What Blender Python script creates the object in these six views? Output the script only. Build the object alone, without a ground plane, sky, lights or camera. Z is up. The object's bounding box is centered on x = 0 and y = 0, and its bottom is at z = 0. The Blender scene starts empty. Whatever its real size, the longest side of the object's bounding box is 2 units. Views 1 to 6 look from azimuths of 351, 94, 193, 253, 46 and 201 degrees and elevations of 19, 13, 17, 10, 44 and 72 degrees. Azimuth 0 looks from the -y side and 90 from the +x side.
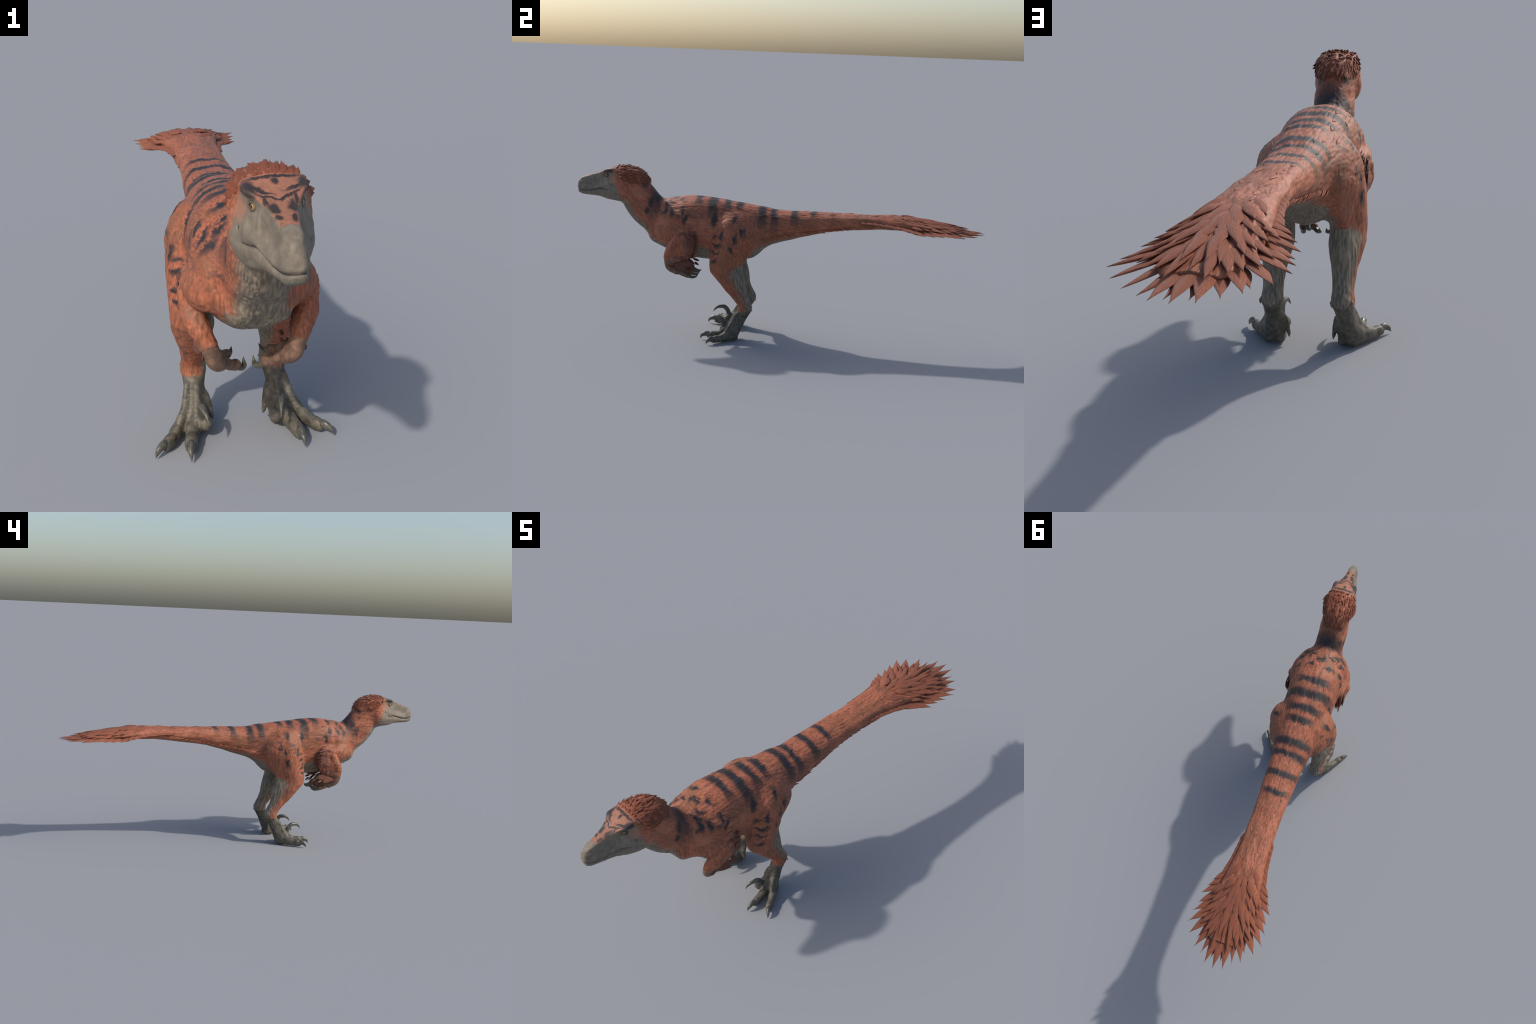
"""Feathered two-legged dinosaur, built part by part (metres, z up, nose at -y)."""
import bpy, bmesh, math, random
import numpy as np
from mathutils import Vector, Matrix, noise
from mathutils.bvhtree import BVHTree

random.seed(7)
VOXEL = 0.0027

# ------------------------------------------------------------------ helpers
def pchip(xs, ys, x):
    """monotone cubic interpolation; ys may be a 2-D table (one column per quantity)"""
    xs = np.asarray(xs, float); ys = np.asarray(ys, float); x = np.asarray(x, float)
    if ys.ndim == 1:
        ys = ys[:, None]; flat = True
    else:
        flat = False
    h = np.diff(xs)[:, None]; d = np.diff(ys, axis=0) / h
    m = np.zeros_like(ys)
    w1 = 2 * h[1:] + h[:-1]; w2 = h[1:] + 2 * h[:-1]
    same = d[:-1] * d[1:] > 0
    with np.errstate(divide='ignore', invalid='ignore'):
        hm = (w1 + w2) / (w1 / d[:-1] + w2 / d[1:])
    m[1:-1] = np.where(same, hm, 0.0)
    m[0] = d[0]; m[-1] = d[-1]
    i = np.clip(np.searchsorted(xs, x) - 1, 0, len(xs) - 2)
    hh = h[i]; t = ((x - xs[i])[:, None]) / hh
    out = ((2*t**3 - 3*t**2 + 1) * ys[i] + (t**3 - 2*t**2 + t) * hh * m[i]
           + (-2*t**3 + 3*t**2) * ys[i+1] + (t**3 - t**2) * hh * m[i+1])
    return out[:, 0] if flat else out

def smooth01(a, b, x):
    t = np.clip((x - a) / (b - a), 0, 1)
    return t * t * (3 - 2 * t)

def rings_to_mesh(rings):
    """closed loft: list of (n,3) rings -> verts, faces"""
    n = len(rings[0]); V = np.vstack(rings); F = []
    for r in range(len(rings) - 1):
        a, b = r * n, (r + 1) * n
        for k in range(n):
            k2 = (k + 1) % n
            F.append((a + k, a + k2, b + k2, b + k))
    c0, c1 = len(V), len(V) + 1
    V = np.vstack([V, rings[0].mean(0), rings[-1].mean(0)])
    e = (len(rings) - 1) * n
    for k in range(n):
        k2 = (k + 1) % n
        F.append((c0, k2, k)); F.append((c1, e + k, e + k2))
    return V, F

def mirror(vf):
    V, F = vf
    return V * np.array([-1, 1, 1.0]), [tuple(reversed(f)) for f in F]

def merge(*parts):
    Vs, Fs, o = [], [], 0
    for V, F in parts:
        Vs.append(V); Fs += [tuple(i + o for i in f) for f in F]; o += len(V)
    return np.vstack(Vs), Fs

TH = np.linspace(0, 2 * math.pi, 48, endpoint=False)
def superellipse(n):
    c, s = np.cos(TH), np.sin(TH)
    return np.sign(c) * np.abs(c) ** (2 / n), np.sign(s) * np.abs(s) ** (2 / n)

def tube(points, radii, steps=8, flat=1.0, n=2.0):
    """round-ended limb along control points; radii scalar or (side, up) pairs"""
    P = np.asarray(points, float)
    R = np.array([(r, r * flat) if np.isscalar(r) else r for r in radii], float)
    t = np.arange(len(P)); tt = np.linspace(0, len(P) - 1, (len(P) - 1) * steps + 1)
    C = pchip(t, P, tt); Q = pchip(t, R, tt)
    T = np.gradient(C, axis=0); T /= np.linalg.norm(T, axis=1)[:, None]
    rings = []; cs, sn = superellipse(n)
    up = np.array([0, 0, 1.0])
    if abs(T[0] @ up) > 0.9: up = np.array([0, -1.0, 0])
    def frame(t, up):
        s = np.cross(t, up); s /= np.linalg.norm(s); u = np.cross(s, t); return s, u
    frames = []
    for k in range(len(C)):
        s, u = frame(T[k], up); up = u; frames.append((s, u))
    for a in (80, 55, 28):                       # rounded start
        s, u = frames[0]; c = math.cos(math.radians(a)); d = math.sin(math.radians(a))
        ctr = C[0] - T[0] * d * min(Q[0])
        rings.append(ctr + c * (Q[0, 0] * cs[:, None] * s + Q[0, 1] * sn[:, None] * u))
    for k in range(len(C)):
        s, u = frames[k]
        rings.append(C[k] + Q[k, 0] * cs[:, None] * s + Q[k, 1] * sn[:, None] * u)
    for a in (28, 55, 80):
        s, u = frames[-1]; c = math.cos(math.radians(a)); d = math.sin(math.radians(a))
        ctr = C[-1] + T[-1] * d * min(Q[-1])
        rings.append(ctr + c * (Q[-1, 0] * cs[:, None] * s + Q[-1, 1] * sn[:, None] * u))
    return rings_to_mesh(rings)

def mesh_object(name, V, F, mat=None, parent=None):
    me = bpy.data.meshes.new(name)
    me.from_pydata([tuple(v) for v in V], [], [tuple(f) for f in F])
    me.update()
    ob = bpy.data.objects.new(name, me)
    bpy.context.scene.collection.objects.link(ob)
    if mat: me.materials.append(mat)
    if parent: ob.parent = parent
    return ob

# ------------------------------------------------------------------ body profiles
# trunk and tail: y, top z, bottom z, half width, z of widest place, squareness above and below it
TRUNK = np.array([
    (-.658, .515, .494, .014, .503, 2.0, 2.0), (-.648, .540, .482, .034, .510, 2.0, 2.2), (-.632, .575, .466, .054, .512, 2.0, 2.2),
    (-.610, .615, .446, .067, .515, 2.0, 2.2), (-.590, .640, .434, .079, .520, 2.0, 2.1), (-.572, .652, .427, .092, .525, 2.1, 2.1), (-.545, .664, .416, .104, .532, 2.2, 2.1),
    (-.500, .674, .402, .113, .540, 2.3, 2.1), (-.450, .682, .389, .118, .545, 2.4, 2.1), (-.400, .685, .381, .119, .545, 2.4, 2.1),
    (-.345, .681, .376, .116, .545, 2.4, 2.1), (-.260, .671, .375, .113, .540, 2.4, 2.1), (-.175, .660, .380, .107, .540, 2.2, 2.0),
    (-.120, .652, .391, .100, .545, 2.2, 2.0), (-.095, .649, .412, .095, .550, 2.2, 2.0), (-.065, .645, .442, .090, .558, 2.3, 1.9),
    (-.010, .635, .471, .082, .564, 2.3, 2.0), (.070, .632, .495, .076, .574, 2.4, 2.0), (.157, .632, .519, .072, .583, 2.6, 2.0),
    (.237, .632, .539, .068, .590, 2.6, 2.1), (.330, .631, .552, .066, .595, 2.7, 2.1), (.440, .631, .562, .067, .598, 2.7, 2.2),
    (.520, .632, .569, .073, .598, 2.6, 2.1), (.600, .628, .569, .085, .595, 2.5, 2.1), (.680, .618, .566, .095, .590, 2.3, 2.0),
    (.750, .606, .564, .097, .586, 2.2, 2.0), (.820, .595, .562, .086, .580, 2.0, 2.0), (.885, .583, .562, .055, .573, 2.0, 2.0)])

def trunk():
    ys = np.concatenate([np.linspace(-.658, -.55, 22), np.linspace(-.545, .885, 130)])
    T = pchip(TRUNK[:, 0], TRUNK[:, 1:], ys); rings = []
    for y, (zt, zb, w, zc, nt_, nb_) in zip(ys, T):
        (c1, s1), (c2, s2) = superellipse(nt_), superellipse(nb_)
        up = s1 > 0
        z = zc + np.where(up, (zt - zc) * s1, (zc - zb) * s2)
        rings.append(np.stack([w * np.where(up, c1, c2), np.full_like(z, y), z], 1))
    return rings_to_mesh(rings)

# head: per station y a half outline (x, z) from crown to chin:
# crown, brow, under brow, cheek, upper lip, mouth corner, jaw, jaw edge, chin
HEAD = {
    -.9985: [(0, .720), (.004, .719), (.007, .715), (.009, .710), (.009, .704), (.007, .699), (.006, .696), (.004, .694), (0, .693)],
    -.992: [(0, .739), (.009, .736), (.014, .727), (.016, .714), (.0165, .703), (.0145, .696), (.015, .689), (.011, .681), (0, .679)],
    -.968: [(0, .757), (.013, .753), (.019, .741), (.022, .722), (.0255, .701), (.0225, .691), (.0225, .683), (.017, .672), (0, .668)],
    -.930: [(0, .769), (.018, .765), (.022, .750), (.027, .722), (.034, .702), (.0305, .692), (.031, .683), (.024, .670), (0, .665)],
    -.890: [(0, .781), (.026, .779), (.029, .761), (.034, .731), (.044, .709), (.040, .699), (.041, .687), (.032, .669), (0, .662)],
    -.862: [(0, .793), (.042, .792), (.038, .774), (.042, .743), (.052, .716), (.050, .706), (.053, .692), (.042, .664), (0, .654)],
    -.840: [(0, .803), (.053, .799), (.047, .777), (.051, .748), (.059, .721), (.059, .707), (.062, .692), (.049, .659), (0, .648)],
    -.800: [(0, .815), (.055, .807), (.060, .783), (.065, .755), (.070, .727), (.0715, .706), (.071, .687), (.055, .654), (0, .644)],
    -.765: [(0, .818), (.048, .808), (.067, .786), (.074, .758), (.077, .730), (.077, .706), (.071, .682), (.051, .650), (0, .638)],
    -.725: [(0, .815), (.040, .805), (.058, .787), (.066, .760), (.069, .735), (.066, .710), (.058, .690), (.036, .670), (0, .660)],
    -.685: [(0, .803), (.031, .794), (.046, .774), (.053, .752), (.055, .732), (.052, .715), (.046, .700), (.026, .690), (0, .685)],
    -.655: [(0, .776), (.021, .771), (.033, .758), (.039, .746), (.040, .734), (.037, .724), (.032, .715), (.016, .710), (0, .708)],
    -.640: [(0, .762), (.006, .760), (.010, .755), (.012, .750), (.012, .745), (.010, .741), (.008, .738), (.004, .736), (0, .735)]}

def head():
    ys = sorted(HEAD); tab = np.array([HEAD[y] for y in ys])
    yy = np.concatenate([np.linspace(-.9985, -.968, 10)[:-1], np.linspace(-.968, -.64, 64)])
    G = pchip(ys, tab.reshape(len(ys), -1), yy).reshape(len(yy), 9, 2)
    rings = []; k = np.arange(9); kk = np.linspace(0, 8, 29)
    for y, P in zip(yy, G):
        Q = pchip(k, P, kk)
        right = np.stack([Q[:, 0], np.full(29, y), Q[:, 1]], 1)
        left = right[-2:0:-1] * np.array([-1, 1, 1])
        rings.append(np.vstack([right, left]))
    return rings_to_mesh(rings)

# neck: centre y, z, half depth, half width
def neck():
    pts = np.array([(-.735, .735, .068, .060), (-.700, .680, .085, .064), (-.668, .632, .089, .066),
                    (-.625, .590, .092, .067), (-.570, .560, .100, .078), (-.510, .535, .105, .092)])
    t = np.arange(len(pts)); tt = np.linspace(0, len(pts) - 1, 46)
    Q = pchip(t, pts, tt); T = np.gradient(Q[:, :2], axis=0); T /= np.linalg.norm(T, axis=1)[:, None]
    rings = []; c, s = superellipse(2.15)
    for (y, z, hd, hw), (ty, tz) in zip(Q, T):
        ny, nz = -tz, ty                                  # towards the nape
        rings.append(np.stack([hw * c, y + hd * s * ny * -1, z + hd * s * nz * -1], 1))
    return rings_to_mesh(rings)

def level_loft(table, n=2.2, steps=90, lean=None):
    """stack of level cross-sections: z, y front, y rear, x outer, x inner; lean(z) thins the outer rear"""
    tab = np.array(sorted(table)); zz = np.linspace(tab[0, 0], tab[-1, 0], steps)
    Q = pchip(tab[:, 0], tab[:, 1:], zz); rings = []; c, s = superellipse(n)
    for z, (yf, yr, xo, xi) in zip(zz, Q):
        k = (1 - lean(z) * smooth01(-.35, 1.0, s)) if lean else 1.0
        k = k * np.where((s < 0) & (c > 0), 1 + .16 * np.abs(c * s), 1.0)      # fuller outer front
        rings.append(np.stack([(xo + xi) / 2 + (xo - xi) / 2 * c * np.where(c > 0, k, 1.0), (yf + yr) / 2 + (yr - yf) / 2 * s, np.full_like(c, z)], 1))
    return rings_to_mesh(rings)

LEG = [(.636, -.250, -.190, .072, .030), (.624, -.272, -.155, .102, .020), (.602, -.288, -.122, .126, .010), (.575, -.298, -.096, .142, .005),
       (.520, -.310, -.080, .155, .005), (.460, -.318, -.103, .160, .015), (.400, -.321, -.142, .162, .038), (.368, -.320, -.164, .162, .055),
       (.343, -.318, -.160, .161, .055), (.312, -.297, -.151, .159, .053), (.280, -.270, -.144, .152, .059), (.250, -.246, -.139, .144, .066),
       (.220, -.217, -.131, .138, .071), (.190, -.190, -.116, .134, .073), (.165, -.175, -.106, .138, .071), (.148, -.176, -.107, .139, .071),
       (.138, -.181, -.113, .136, .075), (.110, -.194, -.130, .136, .080), (.080, -.212, -.144, .142, .081), (.050, -.230, -.156, .149, .081),
       (.030, -.236, -.164, .152, .079), (.014, -.234, -.172, .150, .077), (.004, -.224, -.180, .142, .083)]

def leg():
    return level_loft(LEG, n=2.1, lean=lambda z: .15 + .40 * smooth01(.20, .30, z) - .32 * smooth01(.42, .52, z))

def foot():
    mid = tube([(.115, -.205, .034), (.122, -.232, .028), (.127, -.252, .0255), (.132, -.274, .022), (.1355, -.294, .0215), (.138, -.308, .0195)],
               [(.021, .031), (.0175, .0255), (.0178, .0245), (.0155, .0205), (.0165, .0205), (.0145, .0175)], n=2.4)
    out = tube([(.138, -.195, .034), (.153, -.217, .027), (.166, -.235, .0235), (.180, -.257, .0192), (.190, -.273, .0190), (.198, -.284, .0168)],
               [(.020, .030), (.0165, .0245), (.0162, .0222), (.0136, .0172), (.0150, .0178), (.0125, .0152)], n=2.4)
    sickle = tube([(.098, -.198, .068), (.093, -.226, .051), (.092, -.246, .043)], [(.015, .020), (.0150, .0165), (.0182, .0205)])
    hallux = tube([(.083, -.176, .092), (.077, -.186, .070), (.072, -.188, .048)], [.012, .011, .009])
    heel1 = tube([(.092, -.215, .013), (.093, -.184, .013)], [.0125, .0135])
    heel2 = tube([(.128, -.215, .014), (.131, -.180, .014)], [.0135, .014])
    ridge = tube([(.104, -.187, .125), (.108, -.212, .080), (.116, -.240, .046)], [.011, .012, .012])
    tendon = tube([(.128, -.180, .130), (.138, -.205, .080), (.158, -.226, .042)], [.008, .011, .012])
    return merge(mid, out, sickle, hallux, heel1, heel2, ridge, tendon)

ARM = [(.546, -.462, -.430, .130, .116), (.535, -.480, -.412, .139, .116), (.510, -.497, -.400, .145, .117), (.480, -.507, -.395, .147, .117),
       (.450, -.522, -.396, .147, .116), (.425, -.535, -.404, .141, .110), (.400, -.542, -.418, .133, .098), (.380, -.543, -.440, .126, .088),
       (.366, -.535, -.480, .112, .080)]
def arm():
    upper = tube([(.066, -.560, .515), (.100, -.525, .505), (.122, -.480, .500), (.131, -.445, .490)],
                 [(.036, .046), (.034, .042), (.025, .038), (.016, .030)])
    fore = tube([(.130, -.475, .490), (.122, -.503, .440), (.102, -.528, .392)], [.026, .028, .022])
    return merge(level_loft(ARM, n=2.3, steps=60, lean=lambda z: .35), upper, fore)

def hand():
    palm = tube([(.101, -.527, .388), (.088, -.516, .346), (.074, -.486, .321)], [(.019, .022), (.021, .025), (.020, .020)])
    f1 = tube([(.084, -.512, .352), (.064, -.486, .322), (.046, -.464, .302), (.035, -.452, .296)], [.015, .0130, .0125, .0140])
    f2 = tube([(.078, -.490, .326), (.070, -.455, .306), (.064, -.430, .297)], [.015, .0125, .0130])
    f3 = tube([(.078, -.480, .340), (.062, -.450, .322), (.050, -.428, .314)], [.013, .0110, .0115])
    return merge(palm, f1, f2, f3)

# ------------------------------------------------------------------ assemble one smooth skin
prims = {'trunk': trunk(), 'head': head(), 'neck': neck()}
prims['hindlimb'] = leg(); prims['foot'] = foot(); prims['forelimb'] = arm(); prims['hand'] = hand()
for k in ('hindlimb', 'foot', 'forelimb', 'hand'):
    prims[k + '_m'] = mirror(prims[k])

V, F = merge(*prims.values())
src = mesh_object('skin_source', V, F)
bm = bmesh.new(); bm.from_mesh(src.data)
bmesh.ops.recalc_face_normals(bm, faces=bm.faces); bm.to_mesh(src.data); bm.free()
rm = src.modifiers.new('remesh', 'REMESH'); rm.mode = 'VOXEL'; rm.voxel_size = VOXEL; rm.adaptivity = 0
dg = bpy.context.evaluated_depsgraph_get()
me = bpy.data.meshes.new_from_object(src.evaluated_get(dg))
bpy.data.objects.remove(src)

nv = len(me.vertices)
co = np.empty(nv * 3); me.vertices.foreach_get('co', co); co = co.reshape(-1, 3)
ne = len(me.edges); ed = np.empty(ne * 2, int); me.edges.foreach_get('vertices', ed); ed = ed.reshape(-1, 2)
deg = np.bincount(ed.ravel(), minlength=nv).astype(float)

def laplace(P):
    S = np.zeros_like(P)
    for a in range(3):
        S[:, a] = np.bincount(ed[:, 0], P[ed[:, 1], a], nv) + np.bincount(ed[:, 1], P[ed[:, 0], a], nv)
    return S / deg[:, None]
def blur(w, it):
    for _ in range(it):
        s = np.bincount(ed[:, 0], w[ed[:, 1]], nv) + np.bincount(ed[:, 1], w[ed[:, 0]], nv)
        w = s / deg
    return w

# distance of every skin vertex to each source part -> labels, and where two parts meet
names = list(prims)
D = np.full((nv, len(names)), 9.0)
for j, k in enumerate(names):
    pv, pf = prims[k]
    lo, hi = pv.min(0) - .03, pv.max(0) + .03
    idx = np.nonzero(np.all((co > lo) & (co < hi), axis=1))[0]
    tree = BVHTree.FromPolygons([tuple(v) for v in pv], pf)
    for i in idx:
        r = tree.find_nearest(co[i], .05)
        if r[0] is not None: D[i, j] = r[3]
label = D.argmin(1)
two = np.sort(D, axis=1)[:, 1]
small = np.isin(label, [names.index(k) for k in names if k.startswith(('foot', 'hand'))])
headv = co[:, 1] < -.79
joint = blur(smooth01(.028, .004, two) * np.where(small, .25, 1.0) * np.where(headv, 0, 1), 6)

for it in range(60):
    w = np.clip(.02 + .9 * joint, 0, .9) if it >= 5 else np.clip(.35 + .5 * joint, 0, .9) * np.where(small | headv, .5, 1)
    if it >= 5: w = w * (joint > .04)
    co = co + (laplace(co) - co) * w[:, None]

def normals(P):
    me.vertices.foreach_set('co', P.ravel()); me.update()
    n = np.empty(nv * 3); me.vertex_normals.foreach_get('vector', n); return n.reshape(-1, 3)

# hand-set hollows and swellings: centre (|x|, y, z), radii, depth (+ out, - in)
LUMPS = [((.046, -.844, .772), (.012, .013, .010), -.0045),      # eye socket
         ((.030, -.905, .738), (.02, .028, .018), -.0040),       # hollow before the eye
         ((.012, -.978, .738), (.008, .010, .007), -.0030),      # nostril
         ((.068, -.812, .727), (.008, .006, .007), -.0035),      # ear opening
         ((.060, -.815, .757), (.02, .022, .018), -.0025),
         ((.070, -.790, .690), (.02, .028, .022), .0025),        # jaw muscle
         ((.016, -.940, .770), (.006, .035, .006), .0020),       # nasal ridge
         ((.100, -.562, .555), (.05, .034, .050), .016),         # shoulder
         ((.115, -.515, .560), (.04, .030, .045), .010),
         ((.056, -.845, .796), (.012, .032, .006), .0060),       # brow
         ((.044, -.870, .745), (.012, .006, .022), .0022),       # ridge before the eye
         ((.058, -.835, .742), (.012, .005, .025), .0018),
         ((.014, -.965, .752), (.006, .016, .006), .0018),       # nostril rim
         ((.058, -.612, .472), (.024, .028, .036), .009),        # breast
         ((.000, -.660, .530), (.034, .060, .075), -.012),
         ((.000, -.615, .460), (.026, .045, .040), -.009),
         ((.122, -.490, .580), (.03, .012, .035), -.004),
         ((.110, -.470, .600), (.05, .050, .030), .005),
         ((.110, -.440, .555), (.03, .030, .012), -.004),
         ((.150, -.225, .550), (.03, .035, .06), .004),          # thigh muscles
         ((.160, -.270, .480), (.03, .025, .07), .004),
         ((.155, -.185, .470), (.03, .020, .07), -.004),
         ((.150, -.170, .300), (.03, .030, .05), .004),
         ((.120, -.310, .620), (.03, .025, .03), -.005),
         ((.000, -.545, .662), (.06, .030, .03), .003),
         ((.000, -.660, .500), (.04, .020, .02), .004)]
nrm = normals(co)
ax = np.abs(co[:, 0])
for (cx, cy, cz), (rx, ry, rz), dep in LUMPS:
    d2 = ((ax - cx) / rx) ** 2 + ((co[:, 1] - cy) / ry) ** 2 + ((co[:, 2] - cz) / rz) ** 2
    co = co + nrm * (dep * np.exp(-d2))[:, None]

# mouth line: a narrow groove along the lips
MOUTH = np.array([(-1.0, .697), (-.968, .690), (-.930, .691), (-.904, .698), (-.872, .707), (-.847, .703), (-.822, .705)])
zm = np.interp(co[:, 1], MOUTH[:, 0], MOUTH[:, 1])
g = np.exp(-((co[:, 2] - zm) / .0028) ** 2) * smooth01(-.820, -.850, co[:, 1])
co = co - nrm * (.0042 * g)[:, None]

# plumage relief: locks of feathers lying along the body, finer down the limbs
nrm = normals(co)
isleg = blur(np.isin(label, [names.index(k) for k in names if k.startswith('hindlimb')]).astype(float), 8)
isarm = blur(np.isin(label, [names.index(k) for k in names if k.startswith('forelimb')]).astype(float), 4)
bare = np.clip(smooth01(-.775, -.81, co[:, 1]) + smooth01(.165, .145, co[:, 2]) + small, 0, 1)
back = smooth01(.30, .85, nrm[:, 2]) * smooth01(-.62, -.54, co[:, 1])
h = np.zeros(nv)
for i in range(nv):
    x, y, z = co[i]
    if bare[i] > .98:
        h[i] = .0005 * noise.noise((x * 90, y * 90, z * 90)); continue
    if isleg[i] > .5 and z < .5:
        a, b = y + .3 * z, z - .3 * y
        p = (x * 30, a * 34, b * 9)
    else:
        p = (x * 34, (y + .25 * z) * 8, z * 30)
    n1 = noise.noise(p)
    q = (p[0] * 2.3 + 7, p[1] * 2.0, p[2] * 2.3)
    n2 = abs(noise.noise(q))
    lump = noise.noise((x * 22 + 3, y * 15, z * 22))
    h[i] = (.0026 * n1 + .0030 * (.35 - n2) + .0030 * back[i] * lump) * (1 - bare[i])
scute = smooth01(.45, .8, -nrm[:, 1]) * smooth01(.035, .05, co[:, 2]) * smooth01(.140, .125, co[:, 2])
h += .0009 * scute * np.abs(np.sin(co[:, 2] * math.pi / .009)) * (np.abs(co[:, 0]) > .06) * (co[:, 1] > -.26)
co = co + nrm * h[:, None]
co[:, 2] = np.maximum(co[:, 2], .0)
VN = normals(co)

# ------------------------------------------------------------------ materials
class Sock:
    """tiny arithmetic on shader sockets"""
    def __init__(s, nt, o): s.nt, s.o = nt, o
    def _m(s, op, *args, clamp=False):
        n = s.nt.nodes.new('ShaderNodeMath'); n.operation = op; n.use_clamp = clamp
        for k, a in enumerate((s,) + args):
            if isinstance(a, Sock): s.nt.links.new(a.o, n.inputs[k])
            else: n.inputs[k].default_value = a
        return Sock(s.nt, n.outputs[0])
    def __add__(s, b): return s._m('ADD', b)
    def __sub__(s, b): return s._m('SUBTRACT', b)
    def __mul__(s, b): return s._m('MULTIPLY', b)
    def __rsub__(s, b): return (s * -1.0) + b
    __radd__ = __add__; __rmul__ = __mul__
    def abs(s): return s._m('ABSOLUTE')
    def max(s, b): return s._m('MAXIMUM', b)
    def min(s, b): return s._m('MINIMUM', b)
    def step(s, a, b):
        """0 below a, 1 above b (smooth; a > b turns it round)"""
        n = s.nt.nodes.new('ShaderNodeMapRange'); n.interpolation_type = 'SMOOTHSTEP'
        lo, hi, o0, o1 = (a, b, 0, 1) if a < b else (b, a, 1, 0)
        s.nt.links.new(s.o, n.inputs[0])
        for k, v in enumerate((lo, hi, o0, o1)): n.inputs[k + 1].default_value = v
        return Sock(s.nt, n.outputs[0])
    def curve(s, pts, x0=-1.0, x1=1.0):
        """piecewise profile value(x), values in 0..1"""
        u = (s - x0) * (1 / (x1 - x0))
        n = s.nt.nodes.new('ShaderNodeFloatCurve'); c = n.mapping.curves[0]
        P = [((x - x0) / (x1 - x0), v) for x, v in pts]
        while len(c.points) < len(P): c.points.new(.5, .5)
        for q, (a, b) in zip(c.points, P): q.location = (a, b); q.handle_type = 'VECTOR'
        n.mapping.update(); s.nt.links.new(u.o, n.inputs['Value'])
        return Sock(s.nt, n.outputs[0])

class Graph:
    def __init__(g, name):
        g.mat = bpy.data.materials.new(name); g.mat.use_nodes = True
        g.nt = g.mat.node_tree; g.bsdf = g.nt.nodes['Principled BSDF']
        tc = g.nt.nodes.new('ShaderNodeTexCoord'); g.P = tc.outputs['Object']
        sep = g.nt.nodes.new('ShaderNodeSeparateXYZ'); g.nt.links.new(g.P, sep.inputs[0])
        g.x, g.y, g.z = (Sock(g.nt, o) for o in sep.outputs)
        g.ax = g.x.abs()
    def vec(g, x, y, z):
        n = g.nt.nodes.new('ShaderNodeCombineXYZ')
        for k, a in enumerate((x, y, z)):
            if isinstance(a, Sock): g.nt.links.new(a.o, n.inputs[k])
            else: n.inputs[k].default_value = a
        return n.outputs[0]
    def noise(g, v, scale=1.0, detail=3.0, rough=.55):
        n = g.nt.nodes.new('ShaderNodeTexNoise'); n.inputs['Scale'].default_value = scale
        n.inputs['Detail'].default_value = detail; n.inputs['Roughness'].default_value = rough
        g.nt.links.new(v, n.inputs['Vector']); return Sock(g.nt, n.outputs[0])
    def voronoi(g, v, scale, feature='F1'):
        n = g.nt.nodes.new('ShaderNodeTexVoronoi'); n.feature = feature; n.inputs['Scale'].default_value = scale
        g.nt.links.new(v, n.inputs['Vector']); return Sock(g.nt, n.outputs['Distance'])
    def blob(g, v, c, r):
        """distance, in radii, from an ellipsoid's centre"""
        a = g.nt.nodes.new('ShaderNodeVectorMath'); a.operation = 'SUBTRACT'
        g.nt.links.new(v, a.inputs[0]); a.inputs[1].default_value = c
        b = g.nt.nodes.new('ShaderNodeVectorMath'); b.operation = 'DIVIDE'
        g.nt.links.new(a.outputs[0], b.inputs[0]); b.inputs[1].default_value = r
        l = g.nt.nodes.new('ShaderNodeVectorMath'); l.operation = 'LENGTH'
        g.nt.links.new(b.outputs[0], l.inputs[0]); return Sock(g.nt, l.outputs['Value'])
    def mix(g, f, a, b):
        n = g.nt.nodes.new('ShaderNodeMix'); n.data_type = 'RGBA'
        if isinstance(f, Sock): g.nt.links.new(f.o, n.inputs[0])
        else: n.inputs[0].default_value = f
        for k, c in ((6, a), (7, b)):
            if isinstance(c, tuple): n.inputs[k].default_value = c + (1,)
            else: g.nt.links.new(c, n.inputs[k])
        return n.outputs[2]
    def finish(g, color, rough, height=None, dist=.002, strength=.5, spec=.35):
        g.nt.links.new(color, g.bsdf.inputs['Base Color'])
        if isinstance(rough, Sock): g.nt.links.new(rough.o, g.bsdf.inputs['Roughness'])
        else: g.bsdf.inputs['Roughness'].default_value = rough
        g.bsdf.inputs['Specular IOR Level'].default_value = spec
        if height is not None:
            b = g.nt.nodes.new('ShaderNodeBump'); b.inputs['Distance'].default_value = dist
            b.inputs['Strength'].default_value = strength
            g.nt.links.new(height.o, b.inputs['Height']); g.nt.links.new(b.outputs[0], g.bsdf.inputs['Normal'])
        return g.mat

ORANGE = (.385, .122, .061); ORANGE_DEEP = (.190, .062, .034); ORANGE_PALE = (.430, .165, .095); BROWN = (.175, .078, .040)
BLACK = (.014, .018, .021); GREY = (.255, .205, .148); GREY_DARK = (.110, .090, .066)

# dark bands over the back: y, half length, side reach (x), reach down (z radius)
BANDS = [(-.600, .024, .070, .085), (-.382, .016, .085, .055), (-.318, .019, .140, .105), (-.245, .017, .100, .055),
         (-.186, .016, .066, .040), (-.076, .017, .130, .100), (-.017, .016, .120, .092), (.080, .015, .095, .062), (.173, .014, .062, .040)]
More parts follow.
